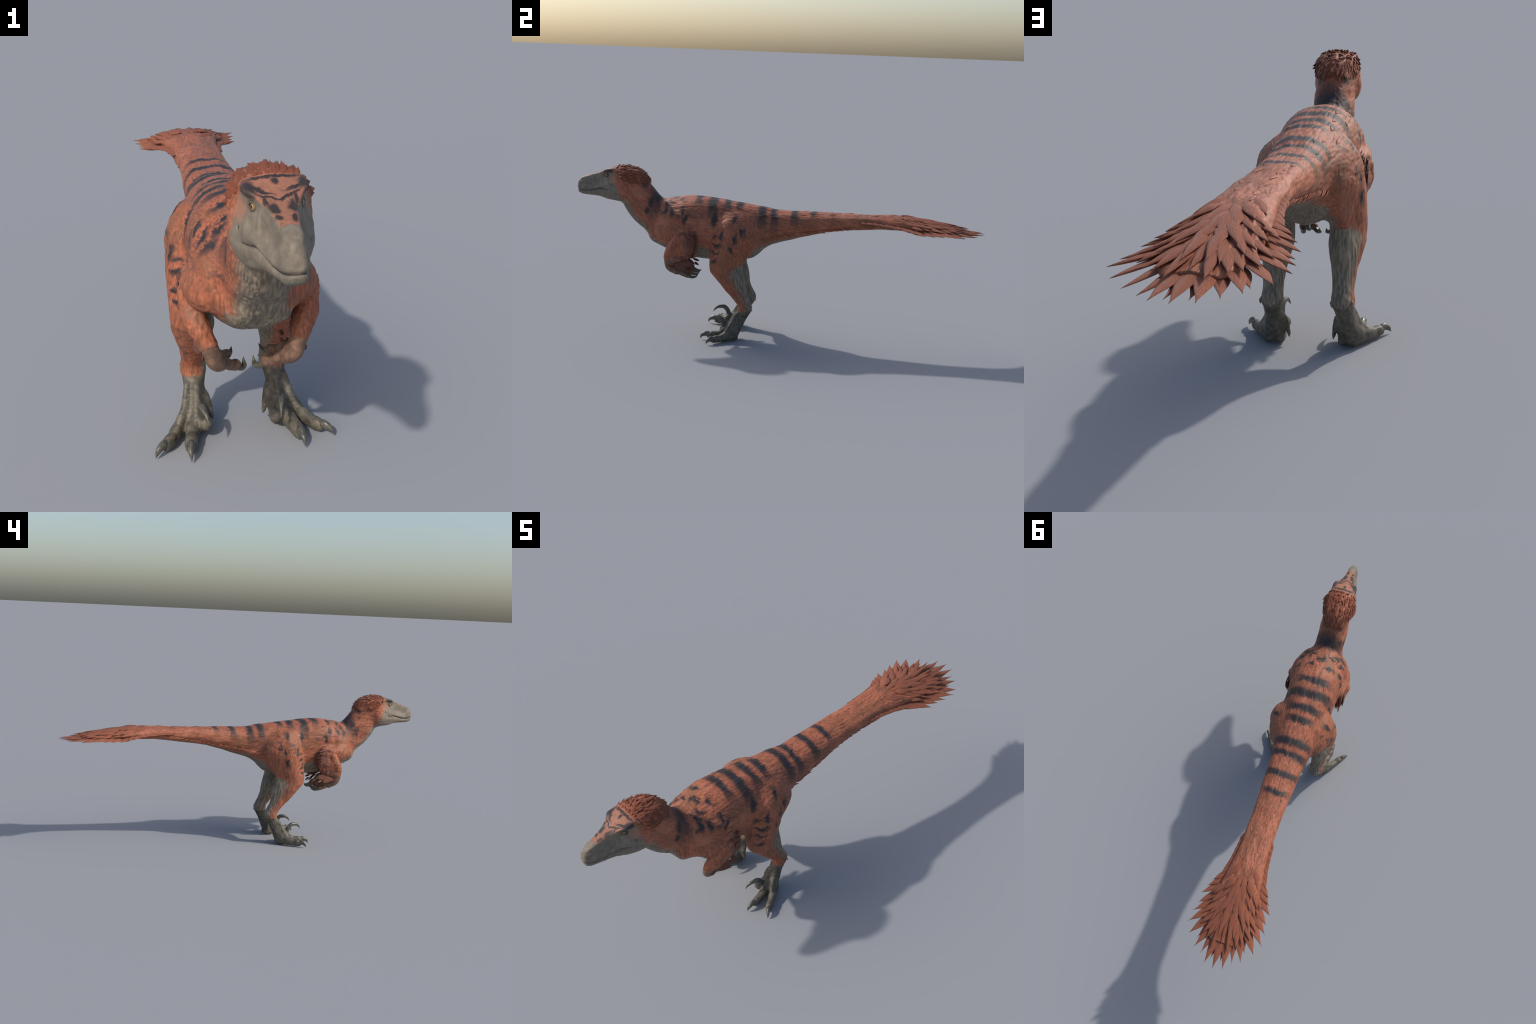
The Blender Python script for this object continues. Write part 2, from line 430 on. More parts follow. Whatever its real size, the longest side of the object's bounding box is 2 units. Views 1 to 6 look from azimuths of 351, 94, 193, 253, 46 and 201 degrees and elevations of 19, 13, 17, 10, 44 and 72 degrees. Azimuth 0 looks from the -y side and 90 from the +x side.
# smaller smudges: |x|, y, z, radii
SPOTS = [(.100, -.515, .620, .03, .013, .026), (.050, -.465, .678, .022, .011, .02), (.080, -.550, .610, .03, .014, .024), (.048, -.520, .668, .020, .010, .02),
         (.110, -.440, .590, .03, .012, .026), (.060, -.545, .640, .02, .012, .018), (.100, -.462, .628, .03, .010, .022), (.012, -.500, .680, .016, .008, .02),
         (.108, -.300, .600, .04, .013, .040), (.155, -.165, .545, .03, .010, .026), (.130, -.200, .605, .03, .013, .022),
         (.160, -.290, .510, .05, .020, .009), (.160, -.295, .472, .05, .020, .008), (.160, -.298, .436, .05, .018, .009), (.160, -.298, .400, .05, .014, .007),
         (.160, -.258, .522, .05, .011, .026), (.160, -.215, .450, .05, .012, .020), (.160, -.195, .505, .05, .008, .022), (.090, -.640, .612, .04, .013, .030), (.070, -.615, .660, .04, .018, .03), (.065, -.655, .735, .04, .016, .016)]
# crown marks in (|x|, y, z): straight ones, then ones on chevrons (y falls towards the midline)
CROWN = [(.000, -.812, .815, .050, .0060, .03), (.000, -.828, .810, .005, .010, .02)]
CHEVRON = [(.000, -.876, .80, .050, .0042, .04), (.036, -.862, .80, .026, .0060, .04), (.049, -.862, .80, .012, .022, .04), (.0165, -.903, .78, .0092, .017, .03),
           (.013, -.932, .77, .0062, .008, .03), (.000, -.952, .76, .012, .004, .03), (.026, -.888, .79, .004, .010, .03)]

def skin(name, kind):
    g = Graph(name)
    big = g.noise(g.P, 14, 3)
    mid = g.noise(g.P, 45, 3)
    # hair direction: back along the body, down along the legs
    if kind == 'hindlimb':
        a = g.y + g.z * .28; b = g.z - g.y * .28
        hair = g.noise(g.vec(g.x * 170, a * 180, b * 26), 1.0, 3, .6)
        patch = g.noise(g.vec(g.x * 14, a * 16, b * 7), 1.0, 3, .6)
    elif kind == 'forelimb':
        a = g.y + g.z * .5; b = g.z - g.y * .5
        hair = g.noise(g.vec(g.x * 130, g.y * 110 + g.z * 30, g.z * 24), 1.0, 3, .6)
        patch = g.noise(g.vec(g.x * 16, a * 16, b * 8), 1.0, 3, .6)
    else:
        a = g.z + g.y * .35
        ha = g.noise(g.vec(g.x * 190, g.y * 32, a * 190), 1.0, 3, .6)
        along = g.y * .66 - g.z * .75; across = g.y * .75 + g.z * .66      # down the neck and breast
        hb = g.noise(g.vec(g.x * 190, across * 170, along * 30), 1.0, 3, .6)
        hc = g.noise(g.vec(g.x * 170, g.y * 60, g.z * 24), 1.0, 3, .6)
        br = g.z.step(.58, .53)
        hb = hc * br + hb * (1.0 - br)
        nk = g.y.step(-.53, -.60)
        hair = hb * nk + ha * (1.0 - nk)
        patch = g.noise(g.vec(g.x * 15, g.y * 8, a * 15), 1.0, 3, .6)
    streak = (hair - .5)
    # coordinates disturbed along the hair so that edges fray
    wy = g.y + (big - .5) * .030 + streak * .034 + (mid - .5) * .006
    wz = g.z + (big - .5) * .020 + (mid - .5) * .012 + streak * .012
    wx = g.ax + (big - .5) * .016 + (mid - .5) * .010 + streak * .006
    W = g.vec(wx, wy, wz)
    wn = g.nt.nodes.new('ShaderNodeTexNoise'); wn.inputs['Scale'].default_value = 24; wn.inputs['Detail'].default_value = 2
    g.nt.links.new(g.P, wn.inputs['Vector'])
    ws = g.nt.nodes.new('ShaderNodeSeparateColor'); g.nt.links.new(wn.outputs['Color'], ws.inputs[0])
    w0, w1, w2 = (Sock(g.nt, o) - .5 for o in ws.outputs[:3])
    S = g.vec(wx + w0 * .05, wy + w1 * .055, wz + w2 * .055)
    col = g.mix(hair.step(.32, .66), ORANGE_DEEP, ORANGE)
    col = g.mix(patch.step(.48, .70) * .55, col, ORANGE_PALE if kind == 'trunk' else BROWN)
    col = g.mix(patch.step(.50, .28) * .75, col, BROWN)
    # dark marks
    d = None
    if kind != 'forelimb':
        if kind == 'trunk':
            for (y, hy, rx, rz) in BANDS:
                zt = float(np.interp(y, TRUNK[:, 0], TRUNK[:, 1])) + .004
                e = g.blob(W, (0, y, zt), (rx, 9.0, rz)).max((wy - y).abs() * (1 / hy))
                d = e if d is None else d.min(e)
        for s in SPOTS:
            e = g.blob(S, s[:3], s[3:])
            d = e if d is None else d.min(e)
        dark = d.step(1.62, .45)
        # dusky smudging between the marks of the upper side
        dusk = g.noise(g.vec(g.x * 26, g.y * 14, g.z * 26), 1.0, 3, .6).step(.56, .72) * g.z.step(.46, .56) * wy.step(.02, -.06) * g.y.step(-.70, -.62)
        col = g.mix((dark * .96).max(dusk * .60), col, BLACK)
    if kind == 'forelimb':
        e = g.blob(W, (.145, -.425, .470), (.04, .018, .06)); e2 = g.blob(W, (.125, -.470, .400), (.04, .03, .012))
        col = g.mix(e.min(e2).step(1.5, .4) * .6, col, (.060, .050, .048))
    # bare or pale underside
    gcol = g.mix(hair.step(.34, .68), GREY_DARK, GREY)
    if kind == 'trunk':
        line = wy.curve([(-1.0, .90), (-.80, .705), (-.775, .690), (-.765, .645), (-.745, .632), (-.715, .592), (-.665, .545), (-.63, .495), (-.58, .462),
                         (-.52, .445), (-.42, .455), (-.30, .440), (-.15, .440), (-.09, .455), (0., .492), (.10, .510), (.20, .532), (.33, .554), (.48, .562), (.52, .48), (1., .4)])
        under = (wz - line).step(.012, -.012)
        breast = (wy + .62 + (wz - .45) * .80).step(.060, .035)
        bib = wx.step(.066, .044) * breast
        under = under.max(bib)
        # crown of the skull keeps its plumage
        brow = g.y.curve([(-1., .95), (-.957, .95), (-.950, .757), (-.93, .765), (-.90, .773), (-.862, .786), (-.84, .791), (-.80, .787), (-.79, .72), (-.77, .70), (-.74, .69), (1., .69)])
        crown = (g.z + (mid - .5) * .008 - brow).step(-.003, .003)
        face = wy.step(-.765, -.800)
        under = under.max(face) * (1.0 - crown * wy.step(-.70, -.75))
        blush = g.blob(W, (.066, -.800, .762), (.03, .034, .026)).step(1.4, .3)
        bare = g.mix(mid.step(.3, .75), (.140, .114, .084), (.204, .168, .126))
        bare = g.mix(g.noise(g.vec(g.x * 60, g.y * 60, g.z * 14), 1.0, 2).step(.5, .75) * .35, bare, (.27, .235, .18))
        bare = g.mix(blush * .75, bare, (.33, .145, .090))
        chin = g.blob(g.P, (0, -.985, .682), (.020, .016, .012)).step(1.3, .5)
        bare = g.mix(chin * .6, bare, (.110, .120, .085))
        gcol = g.mix(wy.step(-.76, -.80), gcol, bare)
        col = g.mix(wy.step(-.78, -.83) * .55, col, (.265, .135, .090))
        # dark strokes between and above the eyes
        d2 = None; jy = (mid - .5) * .020 + (hair - .5) * .012 + (big - .5) * .016
        for s in CROWN:
            e = g.blob(g.vec(wx, g.y + jy, g.z), s[:3], s[3:]); d2 = e if d2 is None else d2.min(e)
        chev = g.vec(g.ax + (mid - .5) * .012 + w0 * .012, g.y - g.ax * .5 + jy + w1 * .022, g.z)
        for s in CHEVRON:
            d2 = d2.min(g.blob(chev, s[:3], s[3:]))
        col = g.mix(d2.step(1.45, .60) * .92, col, BLACK)
        col = g.mix(under, col, gcol)
        eyebrow = g.blob(g.vec(g.ax, g.y, g.z + (mid - .5) * .006), (.052, -.838, .790), (.014, .032, .0085)).step(1.3, .6)
        col = g.mix(eyebrow * .72, col, (.050, .044, .036))
        jaw = g.blob(W, (.03, -.905, .668), (.02, .012, .005)).step(1.3, .5)
        col = g.mix(jaw * .8, col, (.40, .13, .07))
        M = g.vec(g.ax, g.y, g.z)
        ear = g.blob(M, (.068, -.812, .727), (.010, .0035, .005)).step(1.1, .7)
        lip = (g.z - g.y.curve([(-1., .697), (-.968, .690), (-.93, .691), (-.904, .698), (-.872, .707), (-.847, .703), (-.822, .705), (1., .705)]))
        lips = lip.abs().step(.0022, .0008) * g.y.step(-.82, -.84)
        orbit = g.blob(M, (.046, -.844, .771), (.016, .0165, .0125)).step(1.25, .55)
        col = g.mix(orbit * .72, col, (.060, .052, .040))
        col = g.mix(ear.max(lips) * .85, col, (.030, .024, .020))
    elif kind == 'hindlimb':
        rear = wy - wz.curve([(0., .5), (.14, .435), (.18, .432), (.22, .422), (.285, .4025), (.34, .388), (.372, .41), (.39, .5), (1., .5)], 0., 1.) * 2.0 + 1.0
        under = rear.step(-.022, .022) * wz.step(.392, .362)
        inner = wx.step(.100, .075) * wz.step(.43, .40) * (1.0 - g.y.step(-.16, -.19) * wz.step(.24, .20))
        hip = wx.step(.085, .06) * wz.step(.46, .43)
        under = under.max(inner).max(hip)
        col = g.mix(under, col, gcol)
        foot = (g.z + streak * .035).step(.152, .140)
        sc = g.mix(mid.step(.35, .7), (.066, .058, .043), (.138, .117, .086))
        col = g.mix(foot, col, sc)
    elif kind == 'forelimb':
        low = (g.z + streak * .03 + (mid - .5) * .03).step(.400, .366)
        col = g.mix(low, col, g.mix(mid.step(.35, .68), (.110, .066, .045), (.235, .125, .080)))
    return g.finish(col, .60, hair, .0018, .65, .36)

M_TRUNK = skin('trunk_plumage', 'trunk')
M_LEG = skin('leg_plumage', 'hindlimb')
M_ARM = skin('arm_plumage', 'forelimb')

def scaly(name, a, b, rough=.55):
    g = Graph(name); m = g.noise(g.P, 60, 4); v = g.voronoi(g.vec(g.x, g.y, g.z * 1.6), 170)
    w = g.noise(g.vec(g.x * 60, g.y * 60, g.z * 260), 1.0, 2)
    col = g.mix(m.step(.35, .68), a, b)
    col = g.mix(g.voronoi(g.vec(g.x, g.y, g.z * 1.6), 170).step(.45, .75) * .35, col, a)
    return g.finish(col, rough, w * .6 + (1.0 - v) * .5, .0016, .45, .4)
M_FOOT = scaly('foot_scales', (.062, .055, .041), (.138, .117, .086))
M_HAND = scaly('hand_scales', (.110, .066, .045), (.235, .125, .080))

def horn(name):
    g = Graph(name); n = g.noise(g.vec(g.x * 200, g.y * 25, g.z * 200), 1.0, 3)
    m = g.noise(g.P, 30, 2)
    col = g.mix(n.step(.35, .7), (.050, .050, .040), (.115, .104, .080))
    col = g.mix(m.step(.5, .75) * .5, col, (.140, .140, .105))
    return g.finish(col, .38, n, .001, .3, .5)
M_CLAW = horn('claw_horn')

def plume(name, base, deep, tip, tip_at, vary=.3):
    """single feather: quill runs along local y from 0 to 1"""
    g = Graph(name); oi = g.nt.nodes.new('ShaderNodeObjectInfo'); rnd = Sock(g.nt, oi.outputs['Random'])
    barb = g.noise(g.vec(g.ax * 26 + rnd * 9.0, g.y * 5 - g.ax * 4, g.z * 3), 1.0, 3, .6)
    col = g.mix(barb.step(.32, .68), deep, base)
    col = g.mix(rnd * vary, col, deep)
    col = g.mix((g.y + (barb - .5) * .25).step(tip_at, 1.0) * .85, col, tip)
    col = g.mix(g.ax.step(.030, .006) * .25, col, deep)
    return g.finish(col, .6, barb, .02, .6, .3)
M_FAN = plume('tail_feather_vane', (.420, .140, .076), (.265, .086, .048), (.060, .035, .028), .86, .18)
M_CREST = plume('crest_feather_vane', (.405, .125, .062), (.215, .066, .036), (.110, .045, .030), .88, .40)
M_WING = plume('arm_feather_vane', (.310, .110, .066), (.150, .062, .042), (.070, .042, .034), .75, .5)

def eye_material():
    g = Graph('eye_gloss')
    rad = g.blob(g.vec(0.0, g.y, g.z * .8), (0, 0, 0), (1, 1, 1))
    n = g.noise(g.P, 900, 2)
    col = g.mix((rad + (n - .5) * .0008).step(.0056, .0064), g.mix(rad.step(.0022, .0028), (.004, .004, .004), (.42, .16, .035)), (.02, .016, .012))
    m = g.finish(col, .08, None, spec=.6); g.bsdf.inputs['Coat Weight'].default_value = .6
    return m
M_EYE = eye_material()

# ------------------------------------------------------------------ split the skin into named parts
root = bpy.data.objects.new('feathered_dinosaur', None)
bpy.context.scene.collection.objects.link(root)
root['label'] = 'striped orange feathered raptor dinosaur with fan tail, standing'
root['category'] = 'dinosaur'

nf = len(me.polygons)
loops = np.empty(len(me.loops), int); me.loops.foreach_get('vertex_index', loops)
quads = loops.reshape(-1, 4) if len(loops) == 4 * nf else None
polys = [tuple(p.vertices) for p in me.polygons] if quads is None else quads
fl = np.empty(nf, int); fc = np.empty((nf, 3))
for i, p in enumerate(polys):
    fl[i] = label[p[0]]; fc[i] = co[list(p)].mean(0)
part = np.empty(nf, dtype=object)
for j, k in enumerate(names):
    part[fl == j] = k
trunkish = np.isin(part, ['trunk', 'head', 'neck'])
yy, zz = fc[:, 1], fc[:, 2]
part[trunkish & (yy < -.02)] = 'torso'
part[trunkish & (yy >= -.02)] = 'tail'
skull_back = yy - .55 * (zz - .73)
part[trunkish & (yy < -.50) & (yy + .75 * (.60 - zz) < -.585) & (zz > .50)] = 'neck'
part[trunkish & (skull_back < -.715) & (zz > .62)] = 'head'
fzm = np.interp(yy, MOUTH[:, 0], MOUTH[:, 1])
part[(part == 'head') & (zz < fzm) & (yy < -.80)] = 'lower_jaw'
# feet begin under the ankle, hands under the wrist
for s in ('', '_m'):
    part[(part == 'hindlimb' + s) & (zz < .140)] = 'foot' + s
    part[(part == 'forelimb' + s) & (zz < .372)] = 'hand' + s

PART_MAT = {'torso': M_TRUNK, 'tail': M_TRUNK, 'neck': M_TRUNK, 'head': M_TRUNK, 'lower_jaw': M_TRUNK,
            'hindlimb': M_LEG, 'foot': M_FOOT, 'forelimb': M_ARM, 'hand': M_HAND}
P = {}
def skin_part(key):
    sel = np.nonzero(part == key)[0]
    if len(sel) == 0: return None
    fs = [polys[i] for i in sel]
    used = np.unique(np.concatenate([np.asarray(f) for f in fs])); remap = np.full(nv, -1); remap[used] = np.arange(len(used))
    base = key.replace('_m', '')
    ob = mesh_object(base, co[used], [tuple(remap[list(f)]) for f in fs], PART_MAT[base], root)
    ob.data.polygons.foreach_set('use_smooth', [True] * len(fs))
    ob.data.normals_split_custom_set_from_vertices([tuple(n) for n in VN[used]])
    P[key] = ob
    return ob
for key in ('torso', 'tail', 'neck', 'head', 'hindlimb', 'hindlimb_m', 'forelimb', 'forelimb_m', 'lower_jaw', 'foot', 'foot_m', 'hand', 'hand_m'):
    skin_part(key)
def under(child, par):
    child.parent = par
under(P['lower_jaw'], P['head'])

skin_tree = BVHTree.FromPolygons([tuple(v) for v in co], [tuple(p) for p in polys])

# ------------------------------------------------------------------ claws
def claw(points, r0, parent, flat=1.25, name='claw'):
    Pn = np.asarray(points, float); k = len(Pn)
    t = np.linspace(0, 1, k)
    t = np.linspace(0, 1, k); rr = [r0 * (1 - .12 * a) * (1 - a ** 3.2) + .0007 for a in t]
    for s in (1, -1):
        Vc, Fc = tube(Pn, rr, steps=7, flat=flat)
        if s < 0: Vc, Fc = mirror((Vc, Fc))
        ob = mesh_object(name, Vc, Fc, M_CLAW, P[parent + ('' if s > 0 else '_m')])
        bmx = bmesh.new(); bmx.from_mesh(ob.data); bmesh.ops.recalc_face_normals(bmx, faces=bmx.faces); bmx.to_mesh(ob.data); bmx.free()
        ob.data.polygons.foreach_set('use_smooth', [True] * len(ob.data.polygons))

claw([(.138, -.305, .024), (.139, -.322, .029), (.141, -.342, .023), (.142, -.355, .004)], .0100, 'foot')
claw([(.198, -.282, .021), (.206, -.294, .025), (.218, -.306, .018), (.227, -.314, .003)], .0092, 'foot')
claw([(.097, -.240, .046), (.101, -.245, .072), (.102, -.256, .092), (.100, -.273, .103), (.097, -.294, .102), (.093, -.311, .092), (.090, -.322, .075)], .0088, 'foot', 1.25)
claw([(.072, -.188, .048), (.069, -.189, .034), (.067, -.185, .020)], .0062, 'foot')
claw([(.032, -.449, .291), (.020, -.441, .282), (.012, -.430, .284), (.0115, -.420, .299)], .0085, 'hand', .8)
claw([(.065, -.432, .297), (.061, -.412, .289), (.057, -.396, .292), (.052, -.383, .305)], .0088, 'hand', .8)
claw([(.050, -.430, .314), (.045, -.408, .302), (.038, -.393, .301), (.032, -.380, .309)], .0080, 'hand', .8)

# ------------------------------------------------------------------ eyes
def eyeball(s):
    bmx = bmesh.new(); bmesh.ops.create_uvsphere(bmx, u_segments=32, v_segments=20, radius=.0088)
    m = bpy.data.meshes.new('eye'); bmx.to_mesh(m); bmx.free(); m.materials.append(M_EYE)
    m.polygons.foreach_set('use_smooth', [True] * len(m.polygons))
    ob = bpy.data.objects.new('eye', m); bpy.context.scene.collection.objects.link(ob)
    ob.parent = P['head']; ob.location = (s * .0375, -.8440, .7705); ob.rotation_euler = (0, 0, math.radians(-22 * s))
for s in (1, -1): eyeball(s)
def eyelid(s):
    """fleshy ring round the eye, drawn out to the corners"""
    rings = []; nrm_e = Vector((s * .90, -.36, .10)).normalized(); side = Vector((0, 0, 1)).cross(nrm_e).normalized(); upv = nrm_e.cross(side)
    ctr = Vector((s * .0438, -.8442, .7705)); V_, F_ = [], []; n, m = 40, 10
    for i in range(n):
        a = 2 * math.pi * i / n; ca, sa = math.cos(a), math.sin(a)
        rad = side * (ca * .0104) + upv * (sa * (.0070 if sa > 0 else .0066)); out = rad.normalized()
        for k in range(m):
            b = 2 * math.pi * k / m; t = .0024 if sa > 0 else .0019
            V_.append(tuple(ctr + rad + out * (math.cos(b) * t) + nrm_e * (math.sin(b) * t * 1.1)))
    for i in range(n):
        for k in range(m):
            F_.append((i * m + k, i * m + (k + 1) % m, ((i + 1) % n) * m + (k + 1) % m, ((i + 1) % n) * m + k))
    ob = mesh_object('eyelid', V_, F_, M_TRUNK, P['head'])
    bmx = bmesh.new(); bmx.from_mesh(ob.data); bmesh.ops.recalc_face_normals(bmx, faces=bmx.faces); bmx.to_mesh(ob.data); bmx.free()
    ob.data.polygons.foreach_set('use_smooth', [True] * len(ob.data.polygons))
for s in (1, -1): eyelid(s)

# ------------------------------------------------------------------ feathers
def feather_mesh(name, mat, spike, bend, ridge=.5, seed=0):
    """vane along +y (length 1), half width 1 at the widest, lens-shaped section of half height 1"""
    rnd = random.Random(seed); rows = 15; rings = []
    a = np.linspace(0, 2 * math.pi, 14, endpoint=False)
    for r in range(rows):
        t = r / (rows - 1)
        w = (.30 + .70 * smooth01(-.06, .42, t)) * (1 - smooth01(.35, 1.08, t)) ** spike * (1 - t ** 8)
        w = max(w, .012)
        th = (.15 + .85 * smooth01(-.05, .35, t)) * (1 - t ** 3) + .03
        zc = bend * t * t
        xs = w * np.cos(a) + .06 * math.sin(3 * t + seed) * (1 - t)
        zs = th * np.sin(a) * (.55 + ridge * (1 - np.abs(np.cos(a))))
        rings.append(np.stack([xs, np.full_like(xs, t), zs + zc], 1))
    Vf, Ff = rings_to_mesh(rings)
    m = bpy.data.meshes.new(name); m.from_pydata([tuple(v) for v in Vf], [], Ff); m.materials.append(mat)
    bmx = bmesh.new(); bmx.from_mesh(m); bmesh.ops.recalc_face_normals(bmx, faces=bmx.faces); bmx.to_mesh(m); bmx.free()
    m.polygons.foreach_set('use_smooth', [True] * len(m.polygons)); m.update()
    return m

def place(name, mesh, root_p, tip_p, up, half_w, half_t, parent):
    root_p, tip_p = Vector(root_p), Vector(tip_p); yv = tip_p - root_p; L = yv.length; yv.normalize()
    xv = yv.cross(Vector(up)); xv.normalize(); zv = xv.cross(yv)
    M = Matrix.Identity(4)
    for k in range(3):
        M[k][0] = xv[k] * half_w; M[k][1] = yv[k] * L; M[k][2] = zv[k] * half_t; M[k][3] = root_p[k]
    ob = bpy.data.objects.new(name, mesh); ob.matrix_world = M
    bpy.context.scene.collection.objects.link(ob); ob.parent = parent
    return ob

fan_meshes = [feather_mesh('tail_feather', M_FAN, .66 + .12 * k, -.3 + .2 * k, .6, k) for k in range(4)]
rf = random.Random(21)
def tail_feather(tip, angle, length, half_w, drop=.010, tilt=2.2, thick=.006):
    """vane whose tip and heading (degrees off the tail axis) are given; mirrored unless on the midline"""
    tx, ty, tz = tip; a = math.radians(angle)
    kk = rf.randrange(4)
    for s in ((1, -1) if tx > .004 else (1,)):
        rt = (s * (tx - length * math.sin(a)), ty - length * math.cos(a), tz + drop)
        place('tail_feather', fan_meshes[kk], rt, (tx * s, ty, tz), (tx * s * tilt, 0, 1), half_w, thick, P['tail'])

# rim of the fan, from its root to its end: tip, heading, length, half width
RIM = [((.077, .440, .596), 14, .050, .009), ((.080, .468, .595), 18, .050, .010), ((.084, .496, .594), 22, .052, .011), ((.088, .522, .592), 27, .054, .012),
       ((.094, .548, .590), 32, .055, .012), ((.101, .574, .588), 36, .060, .013), ((.108, .600, .586), 40, .065, .014), ((.129, .631, .582), 48, .085, .016),
       ((.142, .662, .577), 50, .095, .017), ((.157, .699, .571), 50, .105, .018), ((.155, .743, .570), 48, .105, .019), ((.165, .786, .570), 46, .120, .020),
       ((.169, .839, .571), 42, .130, .021), ((.147, .882, .568), 34, .140, .021), ((.108, .889, .561), 26, .130, .019), ((.106, .931, .567), 22, .160, .021),
       ((.042, .990, .567), 7, .180, .021), ((.000, 1.000, .569), 0, .180, .019), ((.072, .950, .560), 15, .150, .018), ((.022, .960, .559), 4, .150, .018)]
for tip, ang, L, hw in RIM:
    k = .006 if tip[1] < .985 else 0
    a = math.radians(ang)
    tail_feather((tip[0] + k * math.sin(a), tip[1] + k * math.cos(a), tip[2]), ang, L + k, hw)
# long coverts lying over the fan, shorter towards the tail
COVERTS = [((.000, .905, .583), 0), ((.036, .915, .582), 7), ((.066, .895, .580), 15), ((.098, .872, .579), 24), ((.120, .835, .579), 32), ((.132, .790, .580), 38),
           ((.130, .742, .583), 40), ((.120, .700, .586), 42), ((.018, .868, .595), 3), ((.050, .855, .593), 12), ((.080, .828, .592), 22), ((.102, .786, .592), 31),
           ((.108, .738, .594), 36), ((.102, .690, .597), 38), ((.000, .815, .608), 0), ((.034, .800, .607), 10), ((.062, .775, .605), 20), ((.082, .735, .605), 28),
           ((.086, .685, .606), 32), ((.016, .745, .619), 5), ((.044, .725, .617), 15), ((.064, .680, .616), 24), ((.072, .630, .613), 28)]
for tip, ang in COVERTS:
    L = rf.uniform(.12, .17) if tip[1] > .72 else rf.uniform(.08, .11)
    tail_feather((max(tip[0] + (rf.uniform(-.005, .005) if tip[0] > .01 else 0), 0), tip[1] + rf.uniform(-.012, .012), tip[2] + .004 - .013 * max(0, 1 - tip[0] / .07) * (tip[1] < .86)), ang, L, rf.uniform(.013, .018),
                 drop=.014, tilt=2.5, thick=.0070)

# crest: small lifted feathers over the back of the skull and the nape
crest_meshes = [feather_mesh('crest_feather', M_CREST, .8 + .2 * k, .5 + .4 * k, .5, 10 + k) for k in range(4)]
rc = random.Random(5)
def on_skin(origin, direction):
    r = skin_tree.ray_cast(Vector(origin) + Vector(direction) * .3, -Vector(direction), .3)
    return r[0], r[1]
count = 0
for row in range(15):
    f = row / 14
    cy = -.785 + .125 * f; cz = .750 - .012 * f
    lim = math.radians(74 + 14 * math.sin(f * 3.1)) if row else math.radians(58)
    m = int(11 + 8 * math.sin(math.pi * min(f + .25, 1)))
    for q in range(m):
        a = -lim + 2 * lim * (q + .5 * (row % 2) + rc.uniform(-.35, .35)) / (m - .5)
        lean = -.25 + .95 * f
        dv = Vector((math.sin(a), lean * math.cos(a) * .9, math.cos(a))).normalized()
        p, n = on_skin((0, cy, cz), dv)
        if p is None: continue
        flow = Vector((math.sin(a) * .18 + rc.uniform(-.35, .35), 1.0, -.25 - .55 * f)); flow = (flow - n * flow.dot(n)).normalized()
        L = rc.uniform(.018, .032) if row else rc.uniform(.010, .018); lift = rc.uniform(.02, .30) * (1.0 - .7 * f) if row else rc.uniform(.2, .65)
        tip = p + (flow + n * lift).normalized() * L
        place('crest_feather', rc.choice(crest_meshes), p - n * .0015 - flow * .003, tip, n, rc.uniform(.0040, .0078), rc.uniform(.0014, .0026), P['head'])
        count += 1

# arm feathers: two overlapping rows round the rear edge of the forearm
wing_meshes = [feather_mesh('arm_feather', M_WING, .7 + .15 * k, .2, .5, 30 + k) for k in range(3)]
rw = random.Random(9)
ARC = np.array([(-.440, .540), (-.408, .527), (-.390, .503), (-.384, .470), (-.388, .440), (-.402, .412), (-.425, .388), (-.455, .368)])
for row, (xo, inset, n_f, L, w) in enumerate([(.144, .022, 17, .036, .0085), (.133, .008, 19, .042, .0090), (.121, .000, 19, .044, .0095)]):
    tt = np.linspace(0, len(ARC) - 1, n_f)
    A = pchip(np.arange(len(ARC)), ARC, tt)
    for i, (y, z) in enumerate(A):
        out = Vector((0, y + .470, z - .462)); out.normalize()
        down = Vector((0, .35, -1.0))
        dirv = (out * .9 + down * .6).normalized()
        e = rw.uniform(-.004, .004)
        xx = xo - max(0, .45 - z) * .22
        tip = Vector((xx, y, z)) + out * (-inset + .004) + dirv * .008 + Vector((rw.uniform(-.003, .003), e, e))
        rt = tip - dirv * L
        for s in (1, -1):
            a, b = rt.copy(), tip.copy(); a.x *= s; b.x *= s
            place('arm_feather', wing_meshes[rw.randrange(3)], a, b, (s, 0, 0), w, .0032, P['forelimb' + ('' if s > 0 else '_m')])
# longest feathers trail from the wrist
for i in range(8):
    t = i / 7
    base = Vector((.112 + .012 * t, -.500 + .060 * t, .362 + .020 * t)); tip = Vector((.126 + rw.uniform(-.006, .006), -.425 + .035 * t, .338 + .030 * t + rw.uniform(-.004, .004)))
    for s in (1, -1):
        place('arm_feather', wing_meshes[i % 3], (base.x * s, base.y, base.z), (tip.x * s, tip.y, tip.z), (s, 0, .2), .0095, .0032, P['forelimb' + ('' if s > 0 else '_m')])
# inner side of the forearm
for i in range(9):
    t = i / 8
    tip = Vector((.092 - .006 * t, -.470 - .012 * t, .440 - .075 * t)); base = tip + Vector((.022, -.026, .034))
    for s in (1, -1):
        place('arm_feather', wing_meshes[i % 3], (base.x * s, base.y, base.z), (tip.x * s, tip.y, tip.z), (-s, .4, 0), .009, .0032, P['forelimb' + ('' if s > 0 else '_m')])
# small dark feathers over the knuckles
for i in range(16):
    t = i / 15
    base = Vector((.112 - .035 * t + rw.uniform(-.006, .006), -.525 + .105 * t + rw.uniform(-.006, .006), .366 - .030 * t + rw.uniform(-.010, .012)))
    tip = base + Vector((-.004, .026, -.014 + rw.uniform(-.006, .006)))
    for s in (1, -1):
        place('arm_feather', wing_meshes[i % 3], (base.x * s, base.y, base.z), (tip.x * s, tip.y, tip.z), (s, 0, .3), .0075, .0028, P['forelimb' + ('' if s > 0 else '_m')])

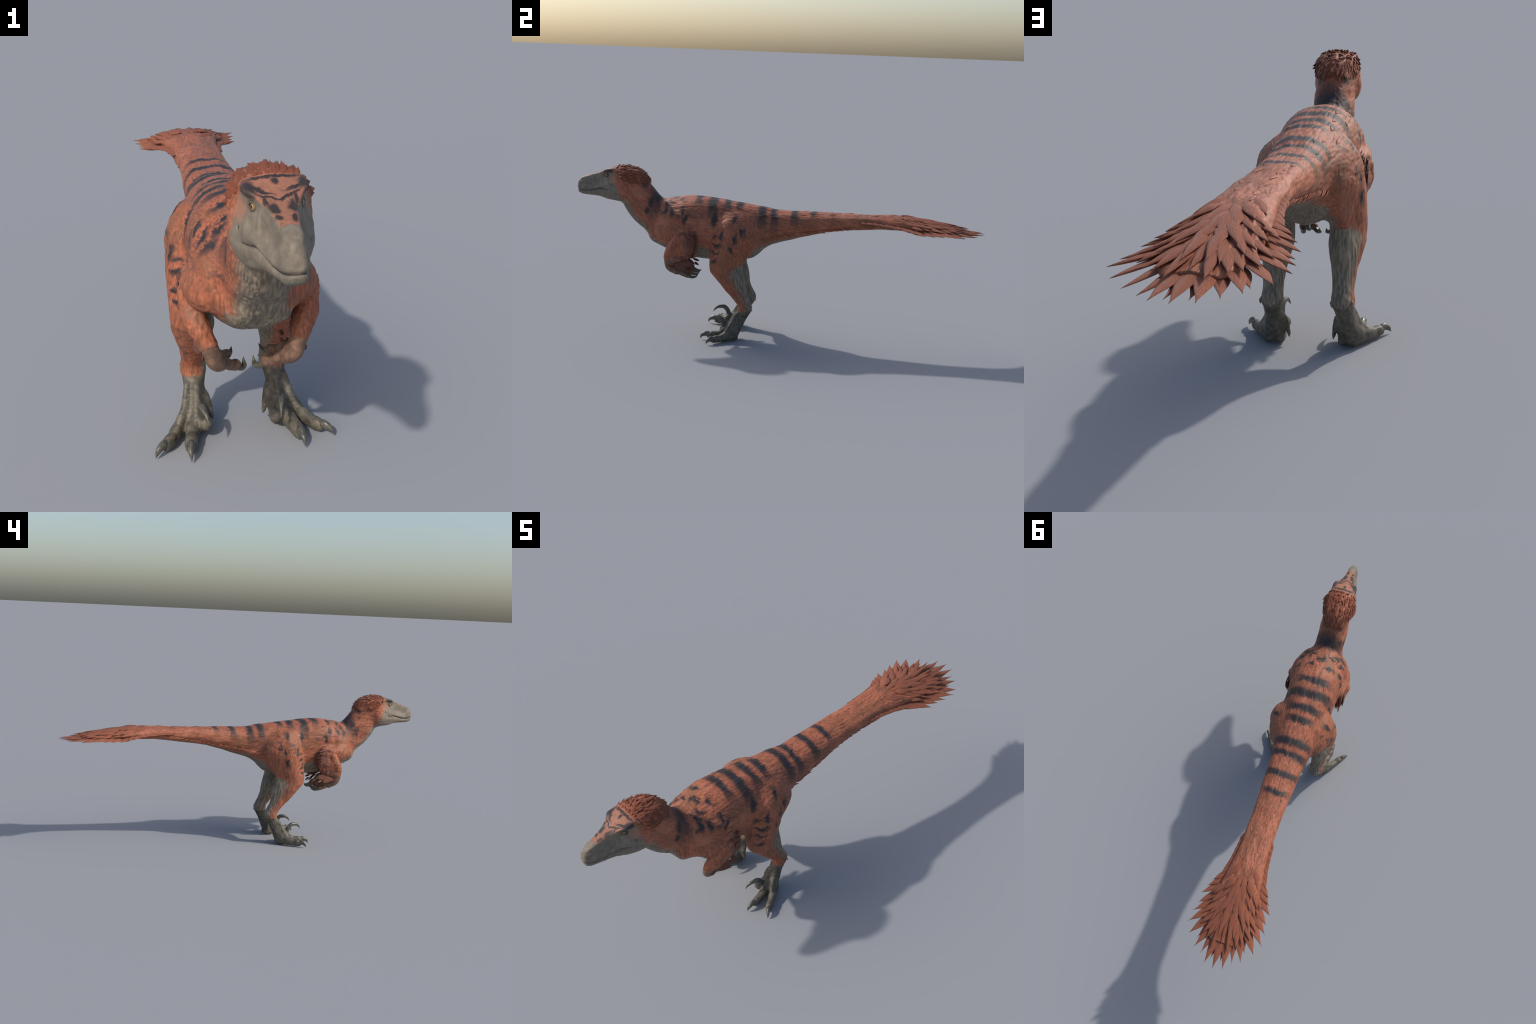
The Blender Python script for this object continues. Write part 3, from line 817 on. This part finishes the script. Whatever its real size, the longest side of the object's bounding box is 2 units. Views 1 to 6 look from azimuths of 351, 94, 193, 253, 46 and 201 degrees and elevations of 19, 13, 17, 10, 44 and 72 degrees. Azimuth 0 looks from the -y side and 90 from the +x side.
# fringes of small feather locks: lower edges of the tail, back of the ankle
def fringe(name, items, mat, parent):
    parts = []
    src_m = feather_mesh('lock', mat, 1.0, .1, .5, 3)
    v = np.array([tuple(q.co) for q in src_m.vertices]); f = [tuple(p.vertices) for p in src_m.polygons]
    bpy.data.meshes.remove(src_m)
    for (rt, tip, up, hw, ht) in items:
        yv = Vector(tip) - Vector(rt); L = yv.length; yv.normalize(); xv = yv.cross(Vector(up)).normalized(); zv = xv.cross(yv)
        B = np.array([xv, yv, zv]) * np.array([[hw], [L], [ht]])
        parts.append((v @ B + np.array(rt), f))
    Vx, Fx = merge(*parts)
    ob = mesh_object(name, Vx, Fx, mat, parent); ob['kind'] = 'stuff'
    ob.data.polygons.foreach_set('use_smooth', [True] * len(ob.data.polygons))
    return ob
rl = random.Random(3); items = []
for s in (1, -1):
    for i in range(46):                                   # ragged edge under the tail
        y = -.06 + .60 * i / 45 + rl.uniform(-.004, .004)
        zt, zb, w, zc = pchip(TRUNK[:, 0], TRUNK[:, 1:5], np.array([y]))[0]
        a = math.radians(-38 + 30 * smooth01(.2, .5, y)); p, n3 = on_skin((0, y, zc), (s * math.cos(a), 0, math.sin(a)))
        if p is None: continue
        L = rl.uniform(.030, .046); flow = Vector((s * .10, 1, -.28))
        flow = (flow - n3 * flow.dot(n3)).normalized()
        items.append((p - n3 * .002 - flow * L * .4, p + (flow + n3 * rl.uniform(.22, .48)).normalized() * L * .6, n3, rl.uniform(.007, .011), .0030))
    for i in range(26):                                   # raised locks along the upper edges of back and tail
        y = -.50 + 1.08 * i / 25 + rl.uniform(-.018, .018)
        a = math.radians(rl.uniform(34, 66)); zt, zb, w, zc = pchip(TRUNK[:, 0], TRUNK[:, 1:5], np.array([y]))[0]
        p, n3 = on_skin((0, y, zc), (s * math.cos(a), 0, math.sin(a)))
        if p is None: continue
        L = rl.uniform(.034, .062); flow = Vector((s * rl.uniform(-.15, .35), 1, -.05)); flow = (flow - n3 * flow.dot(n3)).normalized()
        items.append((p - n3 * .0025 - flow * L * .6, p + (flow + n3 * rl.uniform(.0, .10)).normalized() * L * .4, n3, rl.uniform(.006, .011), .0026))
fringe('feather_lock', items, M_TRUNK, P['tail'])
for s in (1, -1):
    items = []
    for i in range(9):
        x = .076 + .058 * i / 8
        rt = Vector((s * x, -.120 - .02 * abs(i / 8 - .5), .168)); tip = Vector((s * (x + rl.uniform(-.003, .003)), -.104 - .022 * abs(i / 8 - .5), .146 + rl.uniform(-.004, .004)))
        items.append((rt, tip, Vector((0, 1, .5)), .0065, .003))
    fringe('ankle_fringe', items, M_LEG, P['hindlimb' + ('' if s > 0 else '_m')])
for o in list(bpy.data.meshes):
    if o.users == 0: bpy.data.meshes.remove(o)
